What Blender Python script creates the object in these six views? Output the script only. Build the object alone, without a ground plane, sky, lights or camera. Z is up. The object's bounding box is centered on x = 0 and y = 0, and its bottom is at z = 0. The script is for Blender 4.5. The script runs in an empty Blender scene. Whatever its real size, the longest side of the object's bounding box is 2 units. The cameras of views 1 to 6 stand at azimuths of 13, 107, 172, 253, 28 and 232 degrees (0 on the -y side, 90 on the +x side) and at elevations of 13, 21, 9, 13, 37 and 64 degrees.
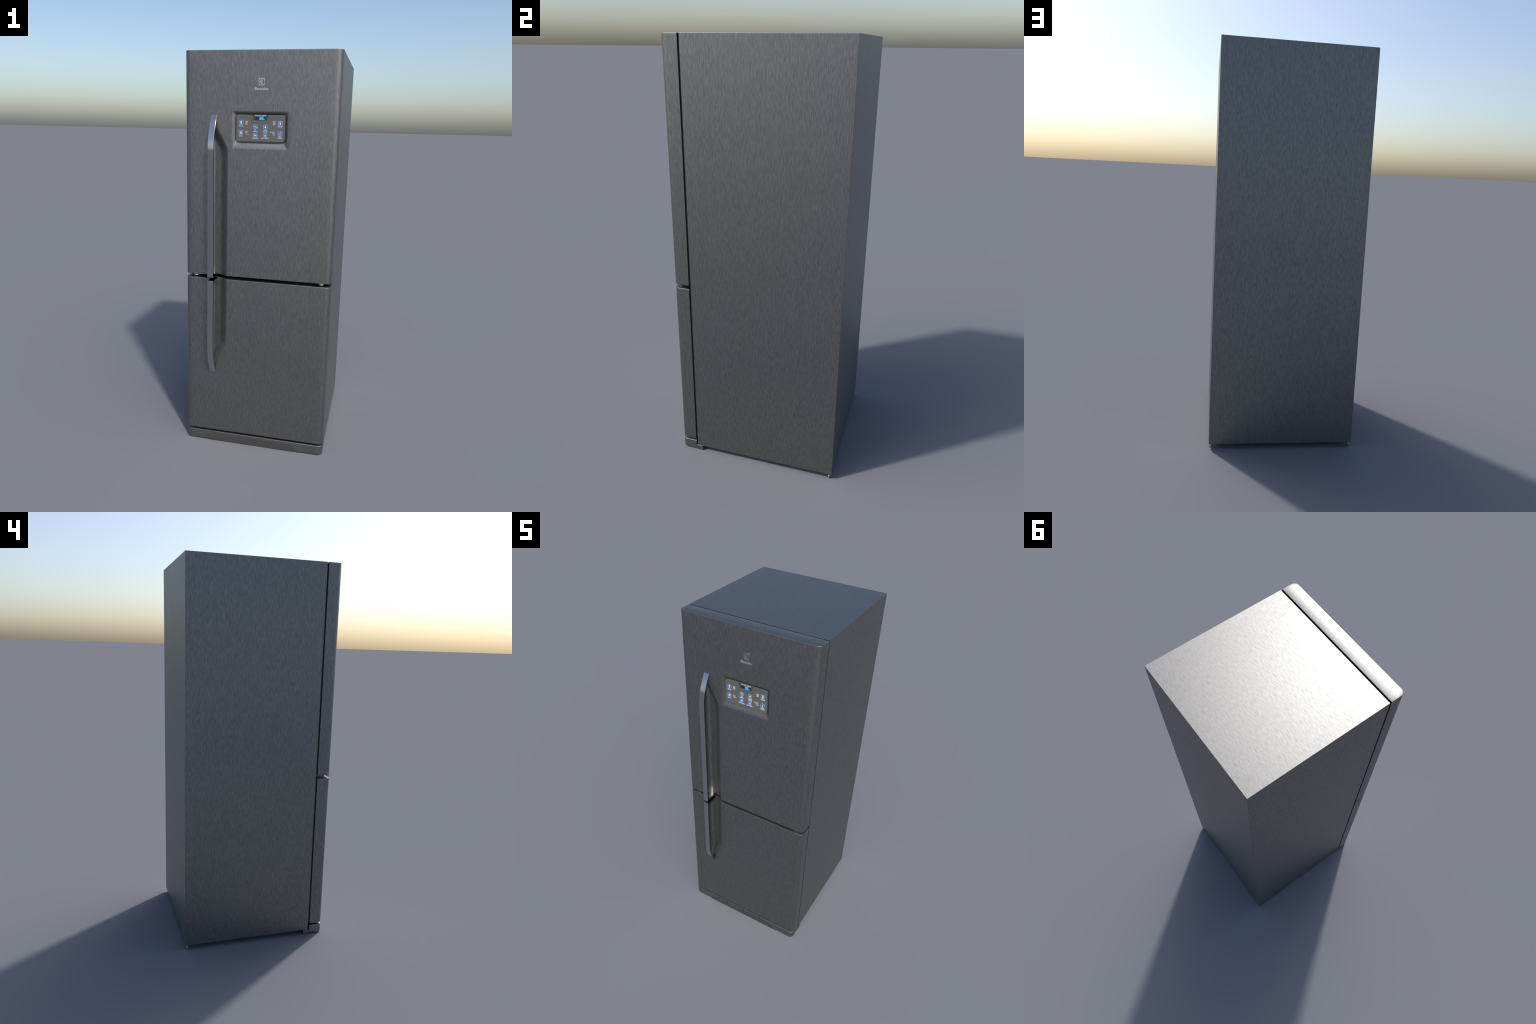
"""Tall two-door refrigerator in brushed steel: cabinet, two doors with a shared
vertical grip, control panel, kick plate and feet.  Metres, z up, front = -y."""
import bpy, bmesh, math
import numpy as np
from mathutils import Vector

# ------------------------------------------------------------------ sizes
HALF_W      = 0.3687                   # half width of cabinet and doors
TOP         = 2.000
CAB_FRONT, CAB_BACK, CAB_BOTTOM = -0.2825, 0.4182, 0.0255
DOOR_FRONT, DOOR_BACK = -0.366, -0.291
CORNER_R    = 0.026                    # vertical rounding of the door's front corners
FRIDGE_Z    = (0.9262, TOP)            # upper door
FREEZER_Z   = (0.0625, 0.9085)         # lower door
KICK_TOP    = 0.0512
GRIP_X      = (-0.2385, -0.2095)       # the grip bar
GRIP_FRONT  = -0.4182
BAR_T       = 0.0110                   # thickness of the bar
POST_BACK   = -0.3370
GRIP_Z      = (0.3955, 1.7125)         # its two ends
# how far the grip stands in front, by the distance from its end
GRIP_PROFILE = [(0.0, -0.3645), (0.028, -0.3812), (0.056, -0.3946), (0.084, -0.4052),
                (0.109, -0.4124), (0.132, -0.4162), (0.152, -0.4177), (0.172, GRIP_FRONT), (0.30, GRIP_FRONT)]
# right-hand rim of the finger scoop beside the grip (x, z), from top to bottom
SCOOP_RIM = [(-0.2430, 1.7110), (-0.1670, 1.5790), (-0.1575, 1.5580), (-0.1535, 1.5270),
             (-0.1535, 0.6000), (-0.1560, 0.5640), (-0.1640, 0.5450), (-0.2430, 0.3990)]
SCOOP_DEPTH, SCOOP_RUN = 0.028, 0.046
SCOOP_LEFT, SCOOP_LEFT_RUN = -0.2430, 0.022     # its steep left wall, behind the bar
# dish round the control panel
DISH_X, DISH_Z, DISH_DEPTH = (-0.1325, 0.1325), (1.5570, 1.7265), 0.0115
PANEL_X, PANEL_Z, PANEL_Y = (-0.1148, 0.1180), (1.5918, 1.7140), -0.3645

# ------------------------------------------------------------------ materials
def new_material(name):
    m = bpy.data.materials.new(name); m.use_nodes = True
    nt = m.node_tree
    return m, nt, nt.nodes["Principled BSDF"]

def brushed_steel(name, stretch, base=0.216, rough=0.485, contrast=0.27, bump=0.30):
    """Brushed metal; `stretch` is the noise frequency per axis (small = along the brush)."""
    m, nt, b = new_material(name)
    N, L = nt.nodes.new, nt.links.new
    tc = N("ShaderNodeTexCoord")
    def noise(k, detail, off):
        mp = N("ShaderNodeMapping"); mp.inputs["Scale"].default_value = [s * k for s in stretch]
        mp.inputs["Location"].default_value = off
        L(tc.outputs["Object"], mp.inputs["Vector"])
        n = N("ShaderNodeTexNoise"); n.inputs["Scale"].default_value = 1.0
        n.inputs["Detail"].default_value = detail; n.inputs["Roughness"].default_value = 0.6
        L(mp.outputs["Vector"], n.inputs["Vector"]); return n
    fine, broad = noise(1.0, 3.0, (0, 0, 0)), noise(0.45, 1.0, (7.3, 2.1, 4.4))
    mix = N("ShaderNodeMix"); mix.data_type = 'FLOAT'; mix.inputs["Factor"].default_value = 0.10
    L(fine.outputs["Fac"], mix.inputs["A"]); L(broad.outputs["Fac"], mix.inputs["B"])
    ramp = N("ShaderNodeValToRGB"); e = ramp.color_ramp.elements
    lo, hi = base * (1 - contrast), base * (1 + contrast)
    e[0].position, e[1].position = 0.28, 0.72
    e[0].color = (lo * 0.985, lo, lo * 1.01, 1); e[1].color = (hi, hi, hi, 1)
    L(mix.outputs["Result"], ramp.inputs["Fac"]); L(ramp.outputs["Color"], b.inputs["Base Color"])
    rr = N("ShaderNodeMapRange")
    rr.inputs["From Min"].default_value, rr.inputs["From Max"].default_value = 0.3, 0.7
    rr.inputs["To Min"].default_value, rr.inputs["To Max"].default_value = rough + 0.02, rough - 0.02
    L(mix.outputs["Result"], rr.inputs["Value"]); L(rr.outputs["Result"], b.inputs["Roughness"])
    bp = N("ShaderNodeBump"); bp.inputs["Strength"].default_value = bump
    bp.inputs["Distance"].default_value = 0.0006
    L(mix.outputs["Result"], bp.inputs["Height"]); L(bp.outputs["Normal"], b.inputs["Normal"])
    b.inputs["Metallic"].default_value = 1.0
    return m

def plain(name, color, rough, metallic=0.0, emission=0.0, grain=0.06):
    m, nt, b = new_material(name)
    N, L = nt.nodes.new, nt.links.new
    tc = N("ShaderNodeTexCoord"); n = N("ShaderNodeTexNoise"); n.inputs["Scale"].default_value = 240
    L(tc.outputs["Object"], n.inputs["Vector"])
    ramp = N("ShaderNodeValToRGB"); e = ramp.color_ramp.elements
    e[0].position, e[1].position = 0.3, 0.7
    e[0].color = [c * (1 - grain) for c in color] + [1]
    e[1].color = [min(1, c * (1 + grain)) for c in color] + [1]
    L(n.outputs["Fac"], ramp.inputs["Fac"]); L(ramp.outputs["Color"], b.inputs["Base Color"])
    b.inputs["Roughness"].default_value = rough; b.inputs["Metallic"].default_value = metallic
    if emission:
        b.inputs["Emission Color"].default_value = (*color, 1)
        b.inputs["Emission Strength"].default_value = emission
    return m

A, S = 230.0, 38.0                       # across / along the brush marks
STEEL_Z = brushed_steel("brushed_steel_upright", (A, A, S))
STEEL_X = brushed_steel("brushed_steel_across", (S, A, A), contrast=0.15, bump=0.35)
STEEL_KICK = brushed_steel("brushed_steel_kick", (S, A, A), contrast=0.24, bump=0.3)
STEEL_Y = brushed_steel("brushed_steel_lengthwise", (A, S, A), contrast=0.15, bump=0.35)
CHROME  = plain("polished_strip", (0.46, 0.46, 0.465), 0.11, 1.0, grain=0.0)
EMBLEM  = plain("bright_emblem_metal", (0.50, 0.52, 0.51), 0.30, 1.0, grain=0.02)
LETTER  = plain("bright_letter_metal", (0.92, 0.92, 0.92), 0.28, 1.0, grain=0.02)
RUBBER  = plain("black_rubber", (0.012, 0.012, 0.013), 0.6)
PANEL   = plain("grey_panel_plastic", (0.098, 0.098, 0.091), 0.7, grain=0.03)
INSERT  = plain("dark_kick_insert", (0.044, 0.043, 0.041), 0.7, grain=0.04)
GROOVE  = plain("panel_groove", (0.060, 0.060, 0.060), 0.6)
SMOKED  = plain("smoked_window", (0.055, 0.056, 0.060), 0.35)
LCD     = plain("display_black", (0.018, 0.018, 0.016), 0.3)
BLUE    = plain("blue_button_ring", (0.10, 0.34, 1.0), 0.5, emission=0.08, grain=0.0)
DIGIT   = plain("blue_digit_light", (0.05, 0.44, 1.0), 0.5, emission=0.35, grain=0.0)
WHITE   = plain("white_print", (0.80, 0.80, 0.80), 0.6, grain=0.02)
FOOT    = plain("dark_foot_metal", (0.25, 0.25, 0.26), 0.35, 0.9)

# ------------------------------------------------------------------ object helpers
ROOT = bpy.data.objects.new("refrigerator", None)
bpy.context.scene.collection.objects.link(ROOT)
ROOT["label"] = "tall brushed steel refrigerator with bottom freezer and control panel"
ROOT["category"] = "refrigerator"

def add(name, mesh, parent, mats, stuff=False):
    ob = bpy.data.objects.new(name, mesh)
    bpy.context.scene.collection.objects.link(ob)
    ob.parent = parent
    if not mesh.materials:
        for m in mats: mesh.materials.append(m)
    if stuff: ob["kind"] = "stuff"
    return ob

def mesh_of(name, verts, faces, smooth_angle=None):
    me = bpy.data.meshes.new(name)
    me.from_pydata([tuple(v) for v in verts], [], faces)
    me.update()
    bm = bmesh.new(); bm.from_mesh(me)
    bmesh.ops.recalc_face_normals(bm, faces=bm.faces); bm.to_mesh(me); bm.free()
    if smooth_angle:
        me.shade_smooth(); me.set_sharp_from_angle(angle=math.radians(smooth_angle))
    return me

def box_mesh(name, x, y, z, bevel=0.0, seg=2):
    bm = bmesh.new(); bmesh.ops.create_cube(bm, size=1)
    for v in bm.verts:
        v.co = Vector(((x[0]+x[1])/2 + v.co.x*(x[1]-x[0]), (y[0]+y[1])/2 + v.co.y*(y[1]-y[0]),
                       (z[0]+z[1])/2 + v.co.z*(z[1]-z[0])))
    if bevel:
        bmesh.ops.bevel(bm, geom=bm.edges[:], offset=bevel, segments=seg, profile=0.5, affect='EDGES')
    me = bpy.data.meshes.new(name); bm.to_mesh(me); bm.free()
    return me

def prism(name, outline, y0, y1):
    """Outline (x, z) pushed from y0 (front) to y1."""
    n = len(outline)
    v = [(x, y0, z) for x, z in outline] + [(x, y1, z) for x, z in outline]
    f = [tuple(range(n)), tuple(range(2*n-1, n-1, -1))]
    f += [(i, (i+1) % n, n+(i+1) % n, n+i) for i in range(n)]
    return mesh_of(name, v, f)

def rounded_rect(x, z, r, seg=6):
    pts = []
    for cx, cz, a in ((x[1]-r, z[1]-r, 0), (x[0]+r, z[1]-r, 90), (x[0]+r, z[0]+r, 180), (x[1]-r, z[0]+r, 270)):
        for i in range(seg+1):
            t = math.radians(a + 90*i/seg); pts.append((cx + r*math.cos(t), cz + r*math.sin(t)))
    return pts

def ring(name, x, z, r, w, y0, y1):
    """Rounded rectangular frame of bar width w."""
    o = rounded_rect(x, z, r); i = rounded_rect((x[0]+w, x[1]-w), (z[0]+w, z[1]-w), max(r-w, 0.0006))
    n = len(o)
    v = [(a, y0, b) for a, b in o] + [(a, y0, b) for a, b in i] + [(a, y1, b) for a, b in o] + [(a, y1, b) for a, b in i]
    f = []
    for k in range(n):
        j = (k+1) % n
        f += [(k, j, n+j, n+k), (2*n+k, 3*n+k, 3*n+j, 2*n+j), (k, 2*n+k, 2*n+j, j), (n+k, n+j, 3*n+j, 3*n+k)]
    return mesh_of(name, v, f)

def ribbon(name, path, w, y0, y1):
    """A raised line of width w along an (x, z) path."""
    P = [Vector(p) for p in path]; left, right = [], []
    for i, p in enumerate(P):
        d1 = (P[i]-P[i-1]).normalized() if i else (P[1]-P[0]).normalized()
        d2 = (P[i+1]-P[i]).normalized() if i < len(P)-1 else d1
        t = (d1+d2).normalized(); n = Vector((-t.y, t.x)); k = w/2/max(0.5, n.dot(Vector((-d1.y, d1.x))))
        left.append(p+n*k); right.append(p-n*k)
    return prism(name, [tuple(q) for q in left + right[::-1]], y0, y1)

def text_mesh(body, x, z, y0, depth, shear=0.0):
    """Text fitted to the box x by z, facing -y."""
    c = bpy.data.curves.new("t", 'FONT'); c.body = body; c.extrude = 0.5; c.resolution_u = 3; c.shear = shear
    ob = bpy.data.objects.new("t", c); bpy.context.scene.collection.objects.link(ob)
    me = bpy.data.meshes.new_from_object(ob.evaluated_get(bpy.context.evaluated_depsgraph_get()))
    bpy.data.objects.remove(ob); bpy.data.curves.remove(c)
    co = np.array([v.co[:] for v in me.vertices]); lo, hi = co.min(0), co.max(0)
    for v in me.vertices:
        u = [(v.co[k]-lo[k])/(hi[k]-lo[k]) for k in range(3)]
        v.co = (x[0]+u[0]*(x[1]-x[0]), y0+(1-u[2])*depth, z[0]+u[1]*(z[1]-z[0]))
    return me

def merge(name, meshes):
    bm = bmesh.new()
    for m in meshes: bm.from_mesh(m)
    me = bpy.data.meshes.new(name); bm.to_mesh(me); bm.free()
    for m in meshes: bpy.data.meshes.remove(m)
    return me

def by_normal(me, slots):
    """Pick the brush direction per face: slots = (index for sides, index for top/bottom)."""
    for p in me.polygons: p.material_index = slots[1] if abs(p.normal.z) > 0.75 else slots[0]

# ------------------------------------------------------------------ surface rules
def interp(table, t):
    """Monotone smooth interpolation through control points."""
    xs = np.array([a for a, _ in table]); ys = np.array([b for _, b in table])
    d = np.diff(ys)/np.diff(xs); m = np.concatenate(([d[0]], (d[:-1]+d[1:])/2, [d[-1]]))
    for i in range(len(d)):
        if abs(d[i]) < 1e-9: m[i] = m[i+1] = 0
    t = min(max(t, xs[0]), xs[-1]); i = min(int(np.searchsorted(xs, t, 'right'))-1, len(xs)-2)
    h = xs[i+1]-xs[i]; s = (t-xs[i])/h
    return ((2*s**3-3*s**2+1)*ys[i] + (s**3-2*s**2+s)*h*m[i] + (-2*s**3+3*s**2)*ys[i+1] + (s**3-s**2)*h*m[i+1])

def grip_front(z):
    return interp(GRIP_PROFILE, min(z-GRIP_Z[0], GRIP_Z[1]-z))

def scoop(x, z):
    if not (SCOOP_RIM[-1][1] < z < SCOOP_RIM[0][1]) or x <= SCOOP_LEFT: return 0.0
    best, inside = 9.0, True
    for (x0, z0), (x1, z1) in zip(SCOOP_RIM, SCOOP_RIM[1:]):
        dx, dz = x1-x0, z1-z0; L2 = dx*dx+dz*dz
        t = min(1, max(0, ((x-x0)*dx+(z-z0)*dz)/L2))
        best = min(best, math.hypot(x-x0-t*dx, z-z0-t*dz))
        if (dx*(z-z0)-dz*(x-x0))/math.sqrt(L2) > 1e-6: inside = False
    if not inside: return 0.0
    t = min(1, best/SCOOP_RUN)
    u = min(1, (x-SCOOP_LEFT)/SCOOP_LEFT_RUN)
    return SCOOP_DEPTH*(0.55*math.sin(t*math.pi/2) + 0.45*(t*t*(3-2*t)))*math.sqrt(1-(1-u)**2)

def dish(x, z):
    if not (DISH_X[0] < x < DISH_X[1] and DISH_Z[0] < z < DISH_Z[1]): return 0.0
    ts = [(x-DISH_X[0])/(PANEL_X[0]-DISH_X[0]), (DISH_X[1]-x)/(DISH_X[1]-PANEL_X[1]),
          (z-DISH_Z[0])/(PANEL_Z[0]-DISH_Z[0]), (DISH_Z[1]-z)/(DISH_Z[1]-PANEL_Z[1])]
    t = sum((1/max(a, 1e-4))**2.5 for a in ts)**-0.4
    t = min(1, t*1.10)
    return DISH_DEPTH*(0.45*t + 0.55*t*t*(1.6-0.6*t))

def dented(x, z): return scoop(x, z) + dish(x, z)

# ------------------------------------------------------------------ doors
def ticks(a, b, step):
    n = max(1, int(round((b-a)/step))); return [a+(b-a)*i/n for i in range(n+1)]

def door_mesh(name, z_range, bevel, rows):
    R, W = CORNER_R, HALF_W
    xs = set()
    for a, b, s in ((-W+R, -0.245, .02), (-0.245, -0.2430, .002), (-0.2428, -0.146, .0020), (-0.146, -0.1325, .004),
                    (-0.1325, -0.108, .0018), (-0.108, 0.108, .012), (0.108, 0.1325, .0018), (0.1325, W-R, .02)):
        xs.update(round(t, 6) for t in ticks(a, b, s))
    cols = [(-W, DOOR_BACK, -1, 0, 0)]
    for i in range(9):
        t = math.radians(90*i/8); nx, ny = -math.cos(t), -math.sin(t)
        if i < 8: cols.append((-W+R+R*nx, DOOR_FRONT+R+R*ny, nx, ny, 0))
    cols += [(x, DOOR_FRONT, 0, -1, 1) for x in sorted(xs)]
    for i in range(1, 9):
        t = math.radians(90*i/8); nx, ny = math.sin(t), -math.cos(t)
        cols.append((W-R+R*nx, DOOR_FRONT+R+R*ny, nx, ny, 0))
    cols.append((W, DOOR_BACK, 1, 0, 0))
    z0, z1 = z_range
    seg = 3
    rounds = [(bevel*(1-math.sin(math.pi/2*i/seg)), bevel*(1-math.cos(math.pi/2*i/seg))) for i in range(seg+1)]
    levels = [(z0+dz, ins) for ins, dz in rounds]
    levels += [(z, 0.0) for z in rows if z0+bevel+.001 < z < z1-bevel-.001]
    levels += [(z1-dz, ins) for ins, dz in rounds[::-1]]
    V, F, nC = [], [], len(cols)
    for z, ins in levels:
        for x, y, nx, ny, front in cols:
            d = dented(x, z) if front else 0.0
            V.append((x-nx*ins, y+d-ny*ins, z))
    for r in range(len(levels)-1):
        for c in range(nC-1):
            F.append((r*nC+c, r*nC+c+1, (r+1)*nC+c+1, (r+1)*nC+c))
    # flat end caps run from the front outline straight back, then turn over a small rounding
    def back_row(row, z, dz):
        idx = []
        for c in range(nC):
            if c in (0, nC-1): idx.append(row*nC+c); continue
            x = V[row*nC+c][0]
            V.append((x, DOOR_BACK-0.0016+dz, z)); idx.append(len(V)-1)
        return idx
    n1 = len(levels)-1
    bot = back_row(0, levels[0][0], 0); top = back_row(n1, levels[-1][0], 0)
    bot2 = back_row(0, levels[0][0]+.0006, .0016); top2 = back_row(n1, levels[-1][0]-.0006, .0016)
    last = (len(levels)-1)*nC
    for c in range(nC-1):
        def quad(a, b, p, q):
            loop = []
            for i in (a, b, p, q):
                if i not in loop: loop.append(i)
            if len(loop) > 2: F.append(tuple(loop))
        quad(c, c+1, bot[c+1], bot[c]); quad(last+c, last+c+1, top[c+1], top[c])
        quad(bot[c], bot[c+1], bot2[c+1], bot2[c]); quad(top[c], top[c+1], top2[c+1], top2[c])
    # back face as one polygon round its border
    left = [r*nC for r in range(len(levels))]; right = [r*nC+nC-1 for r in range(len(levels))]
    F.append(tuple(left + top2[1:-1] + right[::-1] + bot2[1:-1][::-1]))
    me = mesh_of(name, V, F, 50)
    by_normal(me, (0, 1))
    for p in me.polygons:
        if p.normal.y > 0.9: p.material_index = 2
    return me

rows_hi = sorted(set(round(z, 5) for z in ticks(0.93, 0.95, .004)+ticks(0.95, 1.50, .02)+ticks(1.50, DISH_Z[0], .0035)
          + ticks(DISH_Z[0], 1.595, .0021)+ticks(1.595, 1.710, .0035)+ticks(1.710, DISH_Z[1], .0018)
          + ticks(DISH_Z[1], 1.75, .006)+ticks(1.75, 1.99, .04)+[1.995]))
rows_lo = sorted(set(round(z, 5) for z in [0.068]+ticks(0.075, 0.39, .045)+ticks(0.39, 0.61, .0033)+ticks(0.61, 0.89, .02)+[0.897, 0.903]))
fridge_door = add("fridge_door", door_mesh("fridge_door", FRIDGE_Z, 0.0014, rows_hi), ROOT, [STEEL_Z, STEEL_Y, RUBBER])
freezer_door = add("freezer_door", door_mesh("freezer_door", FREEZER_Z, 0.0014, rows_lo), ROOT, [STEEL_Z, STEEL_Y, RUBBER])

# ------------------------------------------------------------------ cabinet
cab = box_mesh("cabinet", (-HALF_W, HALF_W), (CAB_FRONT, CAB_BACK), (CAB_BOTTOM, TOP), 0.0012, 2)
by_normal(cab, (0, 1))
cabinet = add("cabinet", cab, ROOT, [STEEL_Z, STEEL_X])

# rubber seals, set back from the outline, behind each door
for z0, z1 in ((FREEZER_Z[0]+.010, FREEZER_Z[1]-.006), (FRIDGE_Z[0]+.006, FRIDGE_Z[1]-.022)):
    add("door_seal", box_mesh("door_seal", (-HALF_W+.006, HALF_W-.006), (DOOR_BACK+.0002, CAB_FRONT-.0002), (z0, z1)), ROOT, [RUBBER])
add("front_liner", box_mesh("front_liner", (-HALF_W+.004, HALF_W-.004), (CAB_FRONT-.0012, CAB_FRONT+.004),
                            (CAB_BOTTOM+.003, TOP-.004)), ROOT, [RUBBER])

# ------------------------------------------------------------------ bowed polished handles
def handle_mesh(end, split):
    """Side outline (y, z) of one bowed bar: it leaves the door at `end`, runs straight to the
    split between the doors and turns back to the door there on a short post."""
    s = 1 if split > end else -1                          # direction from the end to the split
    L = abs(split-end); T, POST, FIL = BAR_T, 0.013, 0.012
    ts = ticks(0.0, 0.180, 0.006) + ticks(0.22, L-0.045, 0.05)[:-1] + [L-0.040]
    def f(t): return interp(GRIP_PROFILE, t)
    front = [(f(t), end+s*t) for t in ts]
    r = 0.0018
    tip = [(GRIP_FRONT+r*(1-math.cos(a)), split-s*r*(1-math.sin(a))) for a in np.linspace(0, math.pi/2, 3)]
    if s > 0:                                             # lower bar's end bent back to shape a paler horizon reflection
        front += [(GRIP_FRONT+0.0028*u*u, split-0.040*(1-u)) for u in (0.25, 0.5, 0.75)]
        tip = [(y+0.0026, z) for y, z in tip]
    post = [(POST_BACK, split), (POST_BACK, split-s*POST)]
    cy, cz = GRIP_FRONT+T+FIL, split-s*(POST+FIL)
    fillet = [(cy-FIL*math.sin(a), cz+s*FIL*math.cos(a)) for a in np.linspace(0, math.pi/2, 7)]
    back = []
    for t in reversed([u for u in ts if u < L-POST-FIL-0.01]):
        d = (f(t+.002)-f(max(t-.002, 0)))/(.002+min(t, .002)); k = math.hypot(1, d)
        back.append((f(t)+T/k, end+s*(t-T*d/k)))
    heel = [(DOOR_FRONT+0.010, end+s*0.012), (DOOR_FRONT+0.010, end+s*0.001)]
    loop = front + tip + post + fillet + back + heel
    n = len(loop); x0, x1 = GRIP_X
    V = [(x0, y, z) for y, z in loop] + [(x1, y, z) for y, z in loop]
    F = [tuple(range(n)), tuple(range(2*n-1, n-1, -1))] + [(i, (i+1) % n, n+(i+1) % n, n+i) for i in range(n)]
    me = mesh_of("door_handle", V, F)
    bm = bmesh.new(); bm.from_mesh(me); bm.verts.ensure_lookup_table()
    run = {frozenset((i+o, i+1+o)) for i in range(len(front)-1) for o in (0, n)}   # long front edges, rounded
    edges = [e for e in bm.edges if frozenset((e.verts[0].index, e.verts[1].index)) in run]
    bmesh.ops.bevel(bm, geom=edges, offset=0.0022, segments=2, profile=0.5, affect='EDGES', clamp_overlap=True)
    bm.to_mesh(me); bm.free()
    me.shade_smooth(); me.set_sharp_from_angle(angle=math.radians(20))
    return me

add("door_handle", handle_mesh(GRIP_Z[1], FRIDGE_Z[0]), fridge_door, [CHROME])
add("door_handle", handle_mesh(GRIP_Z[0], FREEZER_Z[1]), freezer_door, [CHROME])

# ------------------------------------------------------------------ kick plate with insert
def kick_mesh():
    """Front block with rounded corners plus two short wings under the cabinet."""
    R, W = CORNER_R, HALF_W
    plan = [(-W, -0.2900)]
    plan += [(-W+R-R*math.cos(math.radians(a)), DOOR_FRONT+R-R*math.sin(math.radians(a))) for a in range(0, 91, 10)]
    plan += [(W-R+R*math.sin(math.radians(a)), DOOR_FRONT+R-R*math.cos(math.radians(a))) for a in range(0, 91, 10)]
    plan += [(W, -0.2900)]
    nrm = [(-1, 0)] + [(-math.cos(math.radians(a)), -math.sin(math.radians(a))) for a in range(0, 91, 10)] \
        + [(math.sin(math.radians(a)), -math.cos(math.radians(a))) for a in range(0, 91, 10)] + [(1, 0)]
    lv = []
    for i in range(5):
        t = math.pi/2*i/4; r = .009; lv.append((r*(1-math.sin(t)), r*(1-math.cos(t))))
    levels = [(dz*.55, ins) for ins, dz in lv] + [(0.012, 0), (0.03, 0), (0.046, 0)]
    levels += [(KICK_TOP-.0018, 0), (KICK_TOP-.0005, .0005), (KICK_TOP, .0018)]
    V, F, n = [], [], len(plan)
    for z, ins in levels:
        V += [(x-nx*ins, y-ny*ins, z) for (x, y), (nx, ny) in zip(plan, nrm)]
    for r in range(len(levels)-1):
        for c in range(n):
            F.append((r*n+c, r*n+(c+1) % n, (r+1)*n+(c+1) % n, (r+1)*n+c))
    F += [tuple(range(n)), tuple(range((len(levels)-1)*n, len(levels)*n))]
    me = mesh_of("kick_plate", V, F, 50)
    wings = [box_mesh("wing", (min(s*W, s*(W-.03)), max(s*W, s*(W-.03))), (-0.2898, -0.2550), (0.0008, 0.0247), 0.0006, 1) for s in (-1, 1)]
    rail = box_mesh("rail", (-W+.031, W-.031), (-0.2898, -0.262), (0.0012, 0.0245))
    out = merge("kick_plate", [me] + wings + [rail])
    return out

kick = add("kick_plate", kick_mesh(), ROOT, [STEEL_KICK])
ins_out = [(-0.2490, 0.0004), (0.2490, 0.0004), (0.2080, 0.0330), (0.2000, 0.0358), (-0.1970, 0.0358), (-0.2050, 0.0330)]
add("kick_insert", prism("kick_insert", ins_out, DOOR_FRONT-.0008, DOOR_FRONT+.02), kick, [INSERT])

# ------------------------------------------------------------------ hinge caps and feet
def revolve(name, profile, seg=24):
    V, F, n = [], [], len(profile)
    for s in range(seg):
        a = 2*math.pi*s/seg; V += [(r*math.cos(a), r*math.sin(a), z) for r, z in profile]
    for s in range(seg):
        for k in range(n-1):
            t = (s+1) % seg; F.append((s*n+k, t*n+k, t*n+k+1, s*n+k+1))
    me = mesh_of(name, V, F, 40)
    bm = bmesh.new(); bm.from_mesh(me); bmesh.ops.remove_doubles(bm, verts=bm.verts, dist=1e-6)
    bmesh.ops.recalc_face_normals(bm, faces=bm.faces); bm.to_mesh(me); bm.free(); me.shade_smooth()
    return me

cap = revolve("hinge_cap", [(0.016*math.sin(math.radians(a)), -0.0158*math.cos(math.radians(a))) for a in range(0, 91, 10)] + [(0.0155, 0.004)])
for sx in (-1, 1):
    ob = add("hinge_cap", cap, ROOT, [LETTER]); ob.location = (sx*0.320, -0.345, FRIDGE_Z[0]-.0002)
rf = 0.0088
ball = revolve("foot", [(max(0, rf*math.sin(math.radians(a))), rf-rf*math.cos(math.radians(a))) for a in range(0, 151, 15)]
               + [(0.0040, 0.0170), (0.0040, CAB_BOTTOM+.002)])
for sx in (-1, 1):
    ob = add("foot", ball, ROOT, [FOOT]); ob.location = (sx*0.357, 0.405, 0)

# ------------------------------------------------------------------ control panel
slab_out = rounded_rect(PANEL_X, PANEL_Z, 0.0125, 6)
panel = add("control_panel", prism("control_panel", slab_out, PANEL_Y, DOOR_FRONT+DISH_DEPTH+.004), ROOT, [PANEL])
y = PANEL_Y
add("panel_groove", ribbon("panel_groove", [(-0.0959, 1.7030), (-0.0500, 1.7022), (-0.0465, 1.6990), (-0.0385, 1.6805), (-0.0345, 1.6783),
     (0.0395, 1.6783), (0.0435, 1.6805), (0.0505, 1.6990), (0.0540, 1.7022), (0.0990, 1.7025)], 0.0016, y-.0003, y+.001), panel, [GROOVE])
add("display_window", prism("display_window", [(-0.0420, 1.7136), (-0.0345, 1.6905), (-0.0305, 1.6883), (0.0325, 1.6883),
     (0.0360, 1.6905), (0.0430, 1.7136)], y-.0003, y+.001), panel, [SMOKED])
add("display_screen", prism("display_screen", [(-0.0235, 1.7052), (-0.0235, 1.6895), (0.0280, 1.6895), (0.0280, 1.7052)], y-.0006, y+.001), panel, [LCD])

def seven_segment(digit, x, z, w, h, t):
    on = {'3': 'abgcd', '5': 'afgcd'}[digit]; x1, zm, z1 = x+w, z+h/2, z+h
    bars = dict(a=((x, x1), (z1-t, z1)), d=((x, x1), (z, z+t)), g=((x, x1), (zm-t/2, zm+t/2)),
                b=((x1-t, x1), (zm, z1)), c=((x1-t, x1), (z, zm)), f=((x, x+t), (zm, z1)), e=((x, x+t), (z, zm)))
    return [box_mesh("s", bars[k][0], (y-.0012-.0001*i, y-.0005), bars[k][1]) for i, k in enumerate(on)]
digits = seven_segment('3', -0.0038, 1.6905, 0.0090, 0.0145, 0.0028) + seven_segment('5', 0.0070, 1.6905, 0.0090, 0.0145, 0.0028)
digits += [box_mesh("s", (0.0182, 0.0232), (y-.0011, y-.0005), (1.6908, 1.6926)), box_mesh("s", (0.0197, 0.0216), (y-.0012, y-.0005), (1.6920, 1.6938))]
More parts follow.
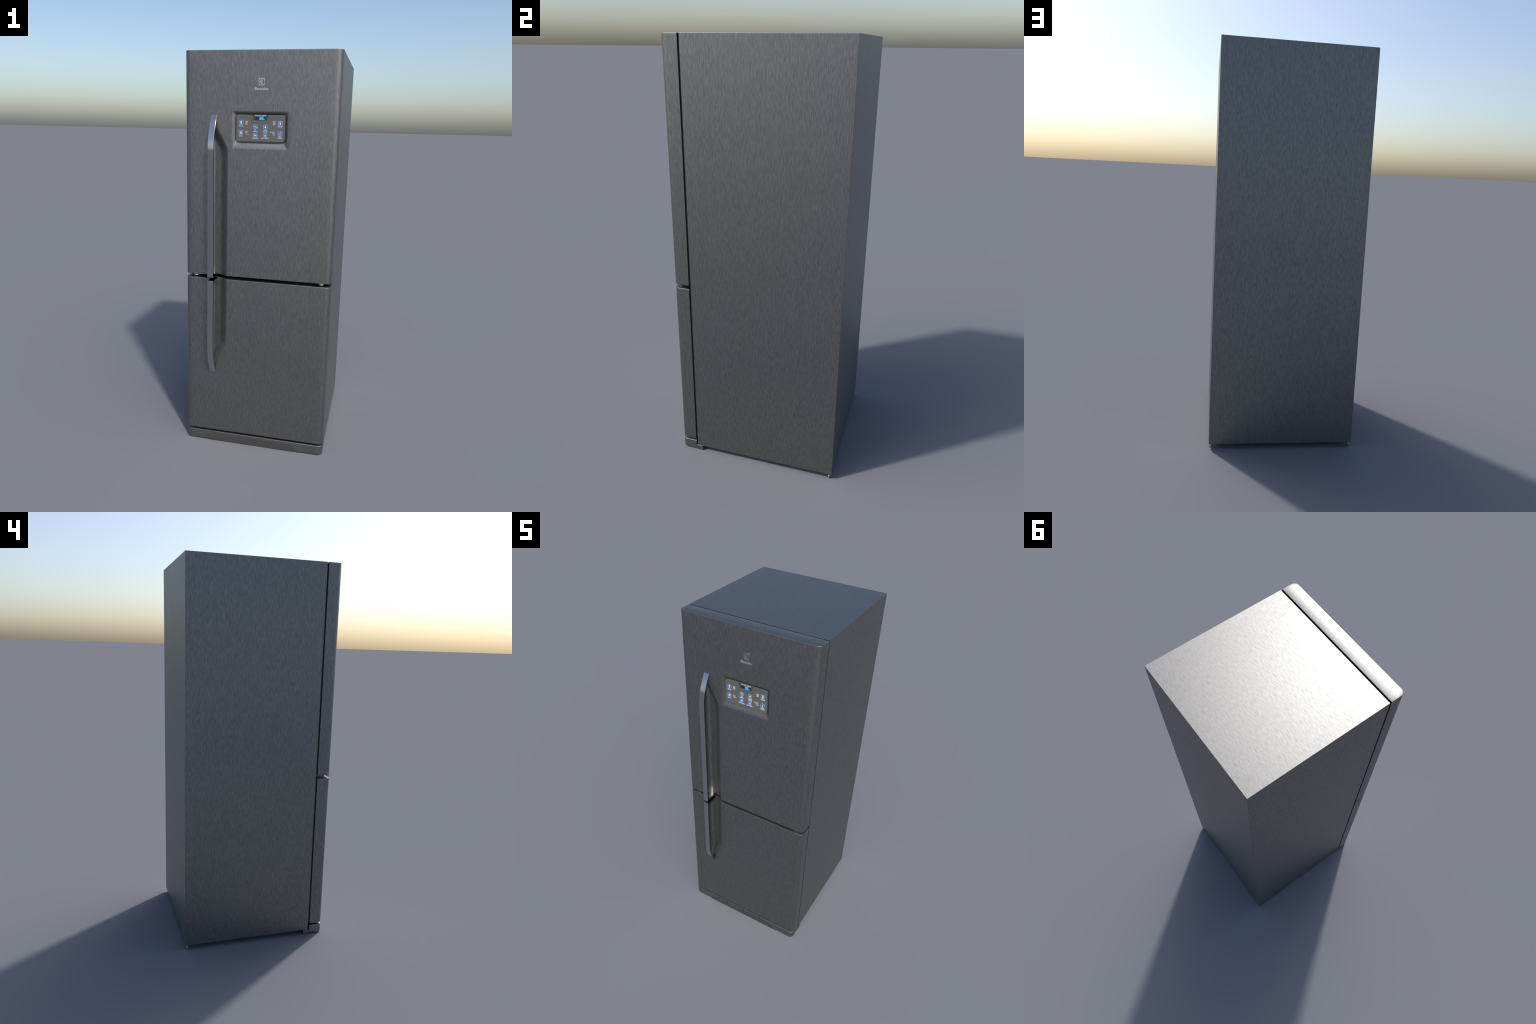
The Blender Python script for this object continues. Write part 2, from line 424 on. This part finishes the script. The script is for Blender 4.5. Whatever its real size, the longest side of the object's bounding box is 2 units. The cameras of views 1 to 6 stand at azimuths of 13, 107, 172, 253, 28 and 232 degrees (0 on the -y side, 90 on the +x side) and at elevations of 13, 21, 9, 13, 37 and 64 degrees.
add("display_digit", merge("display_digit", digits), panel, [DIGIT])

BUTTONS = [(-0.0914, 1.6772, .0205, .0226), (-0.0914, 1.6311, .0205, .0226), (0.0956, 1.6774, .0210, .0212), (0.0954, 1.6312, .0210, .0212),
           (-0.0218, 1.6582, .0205, .0212), (0.0250, 1.6580, .0205, .0212), (-0.0221, 1.6200, .0195, .0200), (0.0252, 1.6198, .0195, .0200)]
for bx, bz, w, h in BUTTONS:
    add("button", ring("button", (bx-w/2, bx+w/2), (bz-h/2, bz+h/2), .0048, .0020, y-.0010, y+.001), panel, [BLUE])

def bars(cx, cz, items):
    return [box_mesh("i", (cx+a, cx+b), (y-.0008-.00003*k, y+.0005), (cz+c, cz+d)) for k, (a, b, c, d) in enumerate(items)]
icons = []
icons += bars(*BUTTONS[0][:2], [(-.0032, .0032, .0006, .0062)]) + [ring("i", (-0.0946, -0.0882), (1.6707, 1.6774), .0008, .0012, y-.0008, y+.0005)]
icons += [ring("i", (BUTTONS[1][0]-.0046, BUTTONS[1][0]+.0046), (BUTTONS[1][1]-.0050, BUTTONS[1][1]+.0050), .001, .0012, y-.0008, y+.0005)]
icons += bars(*BUTTONS[1][:2], [(-.0028, .0028, -.0008, .0008), (-.0028, .0028, .0018, .0030), (-.0028, .0028, -.0032, -.0020)])
icons += [ring("i", (0.0923, 0.0989), (1.6775, 1.6838), .0008, .0012, y-.0008, y+.0005)] + bars(*BUTTONS[2][:2], [(-.0033, .0033, -.0064, -.0008)])
icons += [ring("i", (0.0928, 0.0968), (1.6262, 1.6316), .0009, .0010, y-.0008, y+.0005)] + bars(*BUTTONS[3][:2], [(.0006, .0018, .0006, .0050), (.0018, .0038, .0034, .0046), (-.0008, .0022, -.0062, -.0050)])
icons += [ring("i", (-0.0272, -0.0222), (1.6588, 1.6634), .0009, .0010, y-.0008, y+.0005), ring("i", (-0.0212, -0.0164), (1.6532, 1.6582), .0009, .0010, y-.0009, y+.0005)]
icons += bars(*BUTTONS[4][:2], [(.0012, .0050, .0012, .0022)])
icons += bars(*BUTTONS[5][:2], [(-.0007, .0007, -.0056, .0056), (-.0046, -.0009, -.0007, .0007), (.0009, .0046, -.0007, .0007), (-.0033, -.0010, .0016, .0032), (.0010, .0033, -.0032, -.0016), (-.0033, -.0010, -.0032, -.0016), (.0010, .0033, .0016, .0032)])
icons += bars(*BUTTONS[6][:2], [(-.0046, -.0030, -.0044, .0044), (.0030, .0046, -.0044, .0044), (-.0018, .0018, -.0022, .0022), (-.0028, -.0019, .0020, .0036), (.0019, .0028, .0020, .0036)])
icons += [ring("i", (BUTTONS[7][0]-.0030, BUTTONS[7][0]+.0030), (BUTTONS[7][1]-.0050, BUTTONS[7][1]+.0050), .0008, .0011, y-.0008, y+.0005)]
icons += bars(*BUTTONS[7][:2], [(-.0008, .0008, -.0020, .0026)])
add("button_icon", merge("button_icon", icons), panel, [WHITE], True)

WORDS = [("FROST FREE", (-0.0234, 0.0276), (1.7078, 1.7126)),
         ("REFRIG.", (-0.1010, -0.0820), (1.6595, 1.6638)), ("MODO", (-0.1005, -0.0835), (1.6134, 1.6176)),
         ("ICE", (-0.0265, -0.0182), (1.6417, 1.6457)), ("EXPRESS", (-0.0328, -0.0107), (1.6348, 1.6391)),
         ("TURBO", (0.0165, 0.0356), (1.6414, 1.6452)), ("FREEZER", (0.0149, 0.0369), (1.6346, 1.6389)),
         ("TRAVA PAINEL", (-0.0383, -0.0050), (1.6043, 1.6086)), ("PORTA ABERTA", (0.0059, 0.0437), (1.6047, 1.6089)),
         ("FREEZER", (0.0842, 0.1066), (1.6595, 1.6640)), ("DRINK", (0.0869, 0.1027), (1.6145, 1.6187)), ("EXPRESS", (0.0846, 0.1061), (1.6071, 1.6116)),
         ("MAX", (-0.0700, -0.0584), (1.6814, 1.6855)), ("MED", (-0.0700, -0.0588), (1.6748, 1.6790)), ("MIN", (-0.0699, -0.0602), (1.6684, 1.6725)),
         ("Fora", (-0.0693, -0.0592), (1.6356, 1.6394)), ("Festa", (-0.0691, -0.0585), (1.6298, 1.6334)), ("Compras", (-0.0690, -0.0519), (1.6229, 1.6268)),
         ("MAX", (0.0608, 0.0727), (1.6812, 1.6855)), ("MED", (0.0612, 0.0725), (1.6750, 1.6790)), ("MIN", (0.0617, 0.0718), (1.6688, 1.6728)),
         ("Automatico", (0.0489, 0.0717), (1.6353, 1.6390)), ("Rapido", (0.0573, 0.0719), (1.6281, 1.6320)), ("Lento", (0.0604, 0.0721), (1.6222, 1.6260))]
add("panel_lettering", merge("panel_lettering", [text_mesh(t, x, z, y-.0008, .0015) for t, x, z in WORDS]), panel, [WHITE], True)

# ------------------------------------------------------------------ emblem and word on the door
def emblem_mesh():
    cx, cz, w, h = 0.0037, 1.8602, 0.0285, 0.0330
    c = bpy.data.curves.new("e", 'CURVE'); c.dimensions = '2D'; c.fill_mode = 'BOTH'; c.extrude = 0.0009
    def loop(pts):
        s = c.splines.new('POLY'); s.points.add(len(pts)-1); s.use_cyclic_u = True
        for p, q in zip(s.points, pts): p.co = (*q, 0, 1)
    r, k = 0.0125, 1.15                                    # circle, slightly taller than wide
    def on(a, f=1.0): return (r*f*math.cos(math.radians(a)), r*k*f*math.sin(math.radians(a)))
    loop([(-w/2, -h/2), (w/2, -h/2), (w/2, h/2), (-w/2, h/2)])
    loop([on(a) for a in range(-72, 73, 8)])                # right-hand segment behind the straight chord
    for a0, a1, sgn in ((96, 174, 1), (186, 264, -1)):      # the two left-hand lenses
        arc = [on(a) for a in np.linspace(a0, a1, 12)]
        p, q = Vector(arc[0]), Vector(arc[-1]); n = Vector((-(q-p).y, (q-p).x)).normalized()
        inner = [tuple(q.lerp(p, t) + n*(0.0030*math.sin(math.pi*t))) for t in np.linspace(0, 1, 12)[1:-1]]
        loop(arc + inner)
    ob = bpy.data.objects.new("e", c); bpy.context.scene.collection.objects.link(ob)
    me = bpy.data.meshes.new_from_object(ob.evaluated_get(bpy.context.evaluated_depsgraph_get()))
    bpy.data.objects.remove(ob); bpy.data.curves.remove(c)
    for v in me.vertices: v.co = (cx+v.co.x, DOOR_FRONT-.0002-v.co.z, cz+v.co.y)
    me.name = "emblem"; return me
emblem = add("emblem", emblem_mesh(), fridge_door, [EMBLEM])
add("brand_lettering", text_mesh("Electrolux", (-0.0276, 0.0342), (1.8235, 1.8357), DOOR_FRONT-.0014, .0018), fridge_door, [LETTER])

bpy.context.view_layer.update()
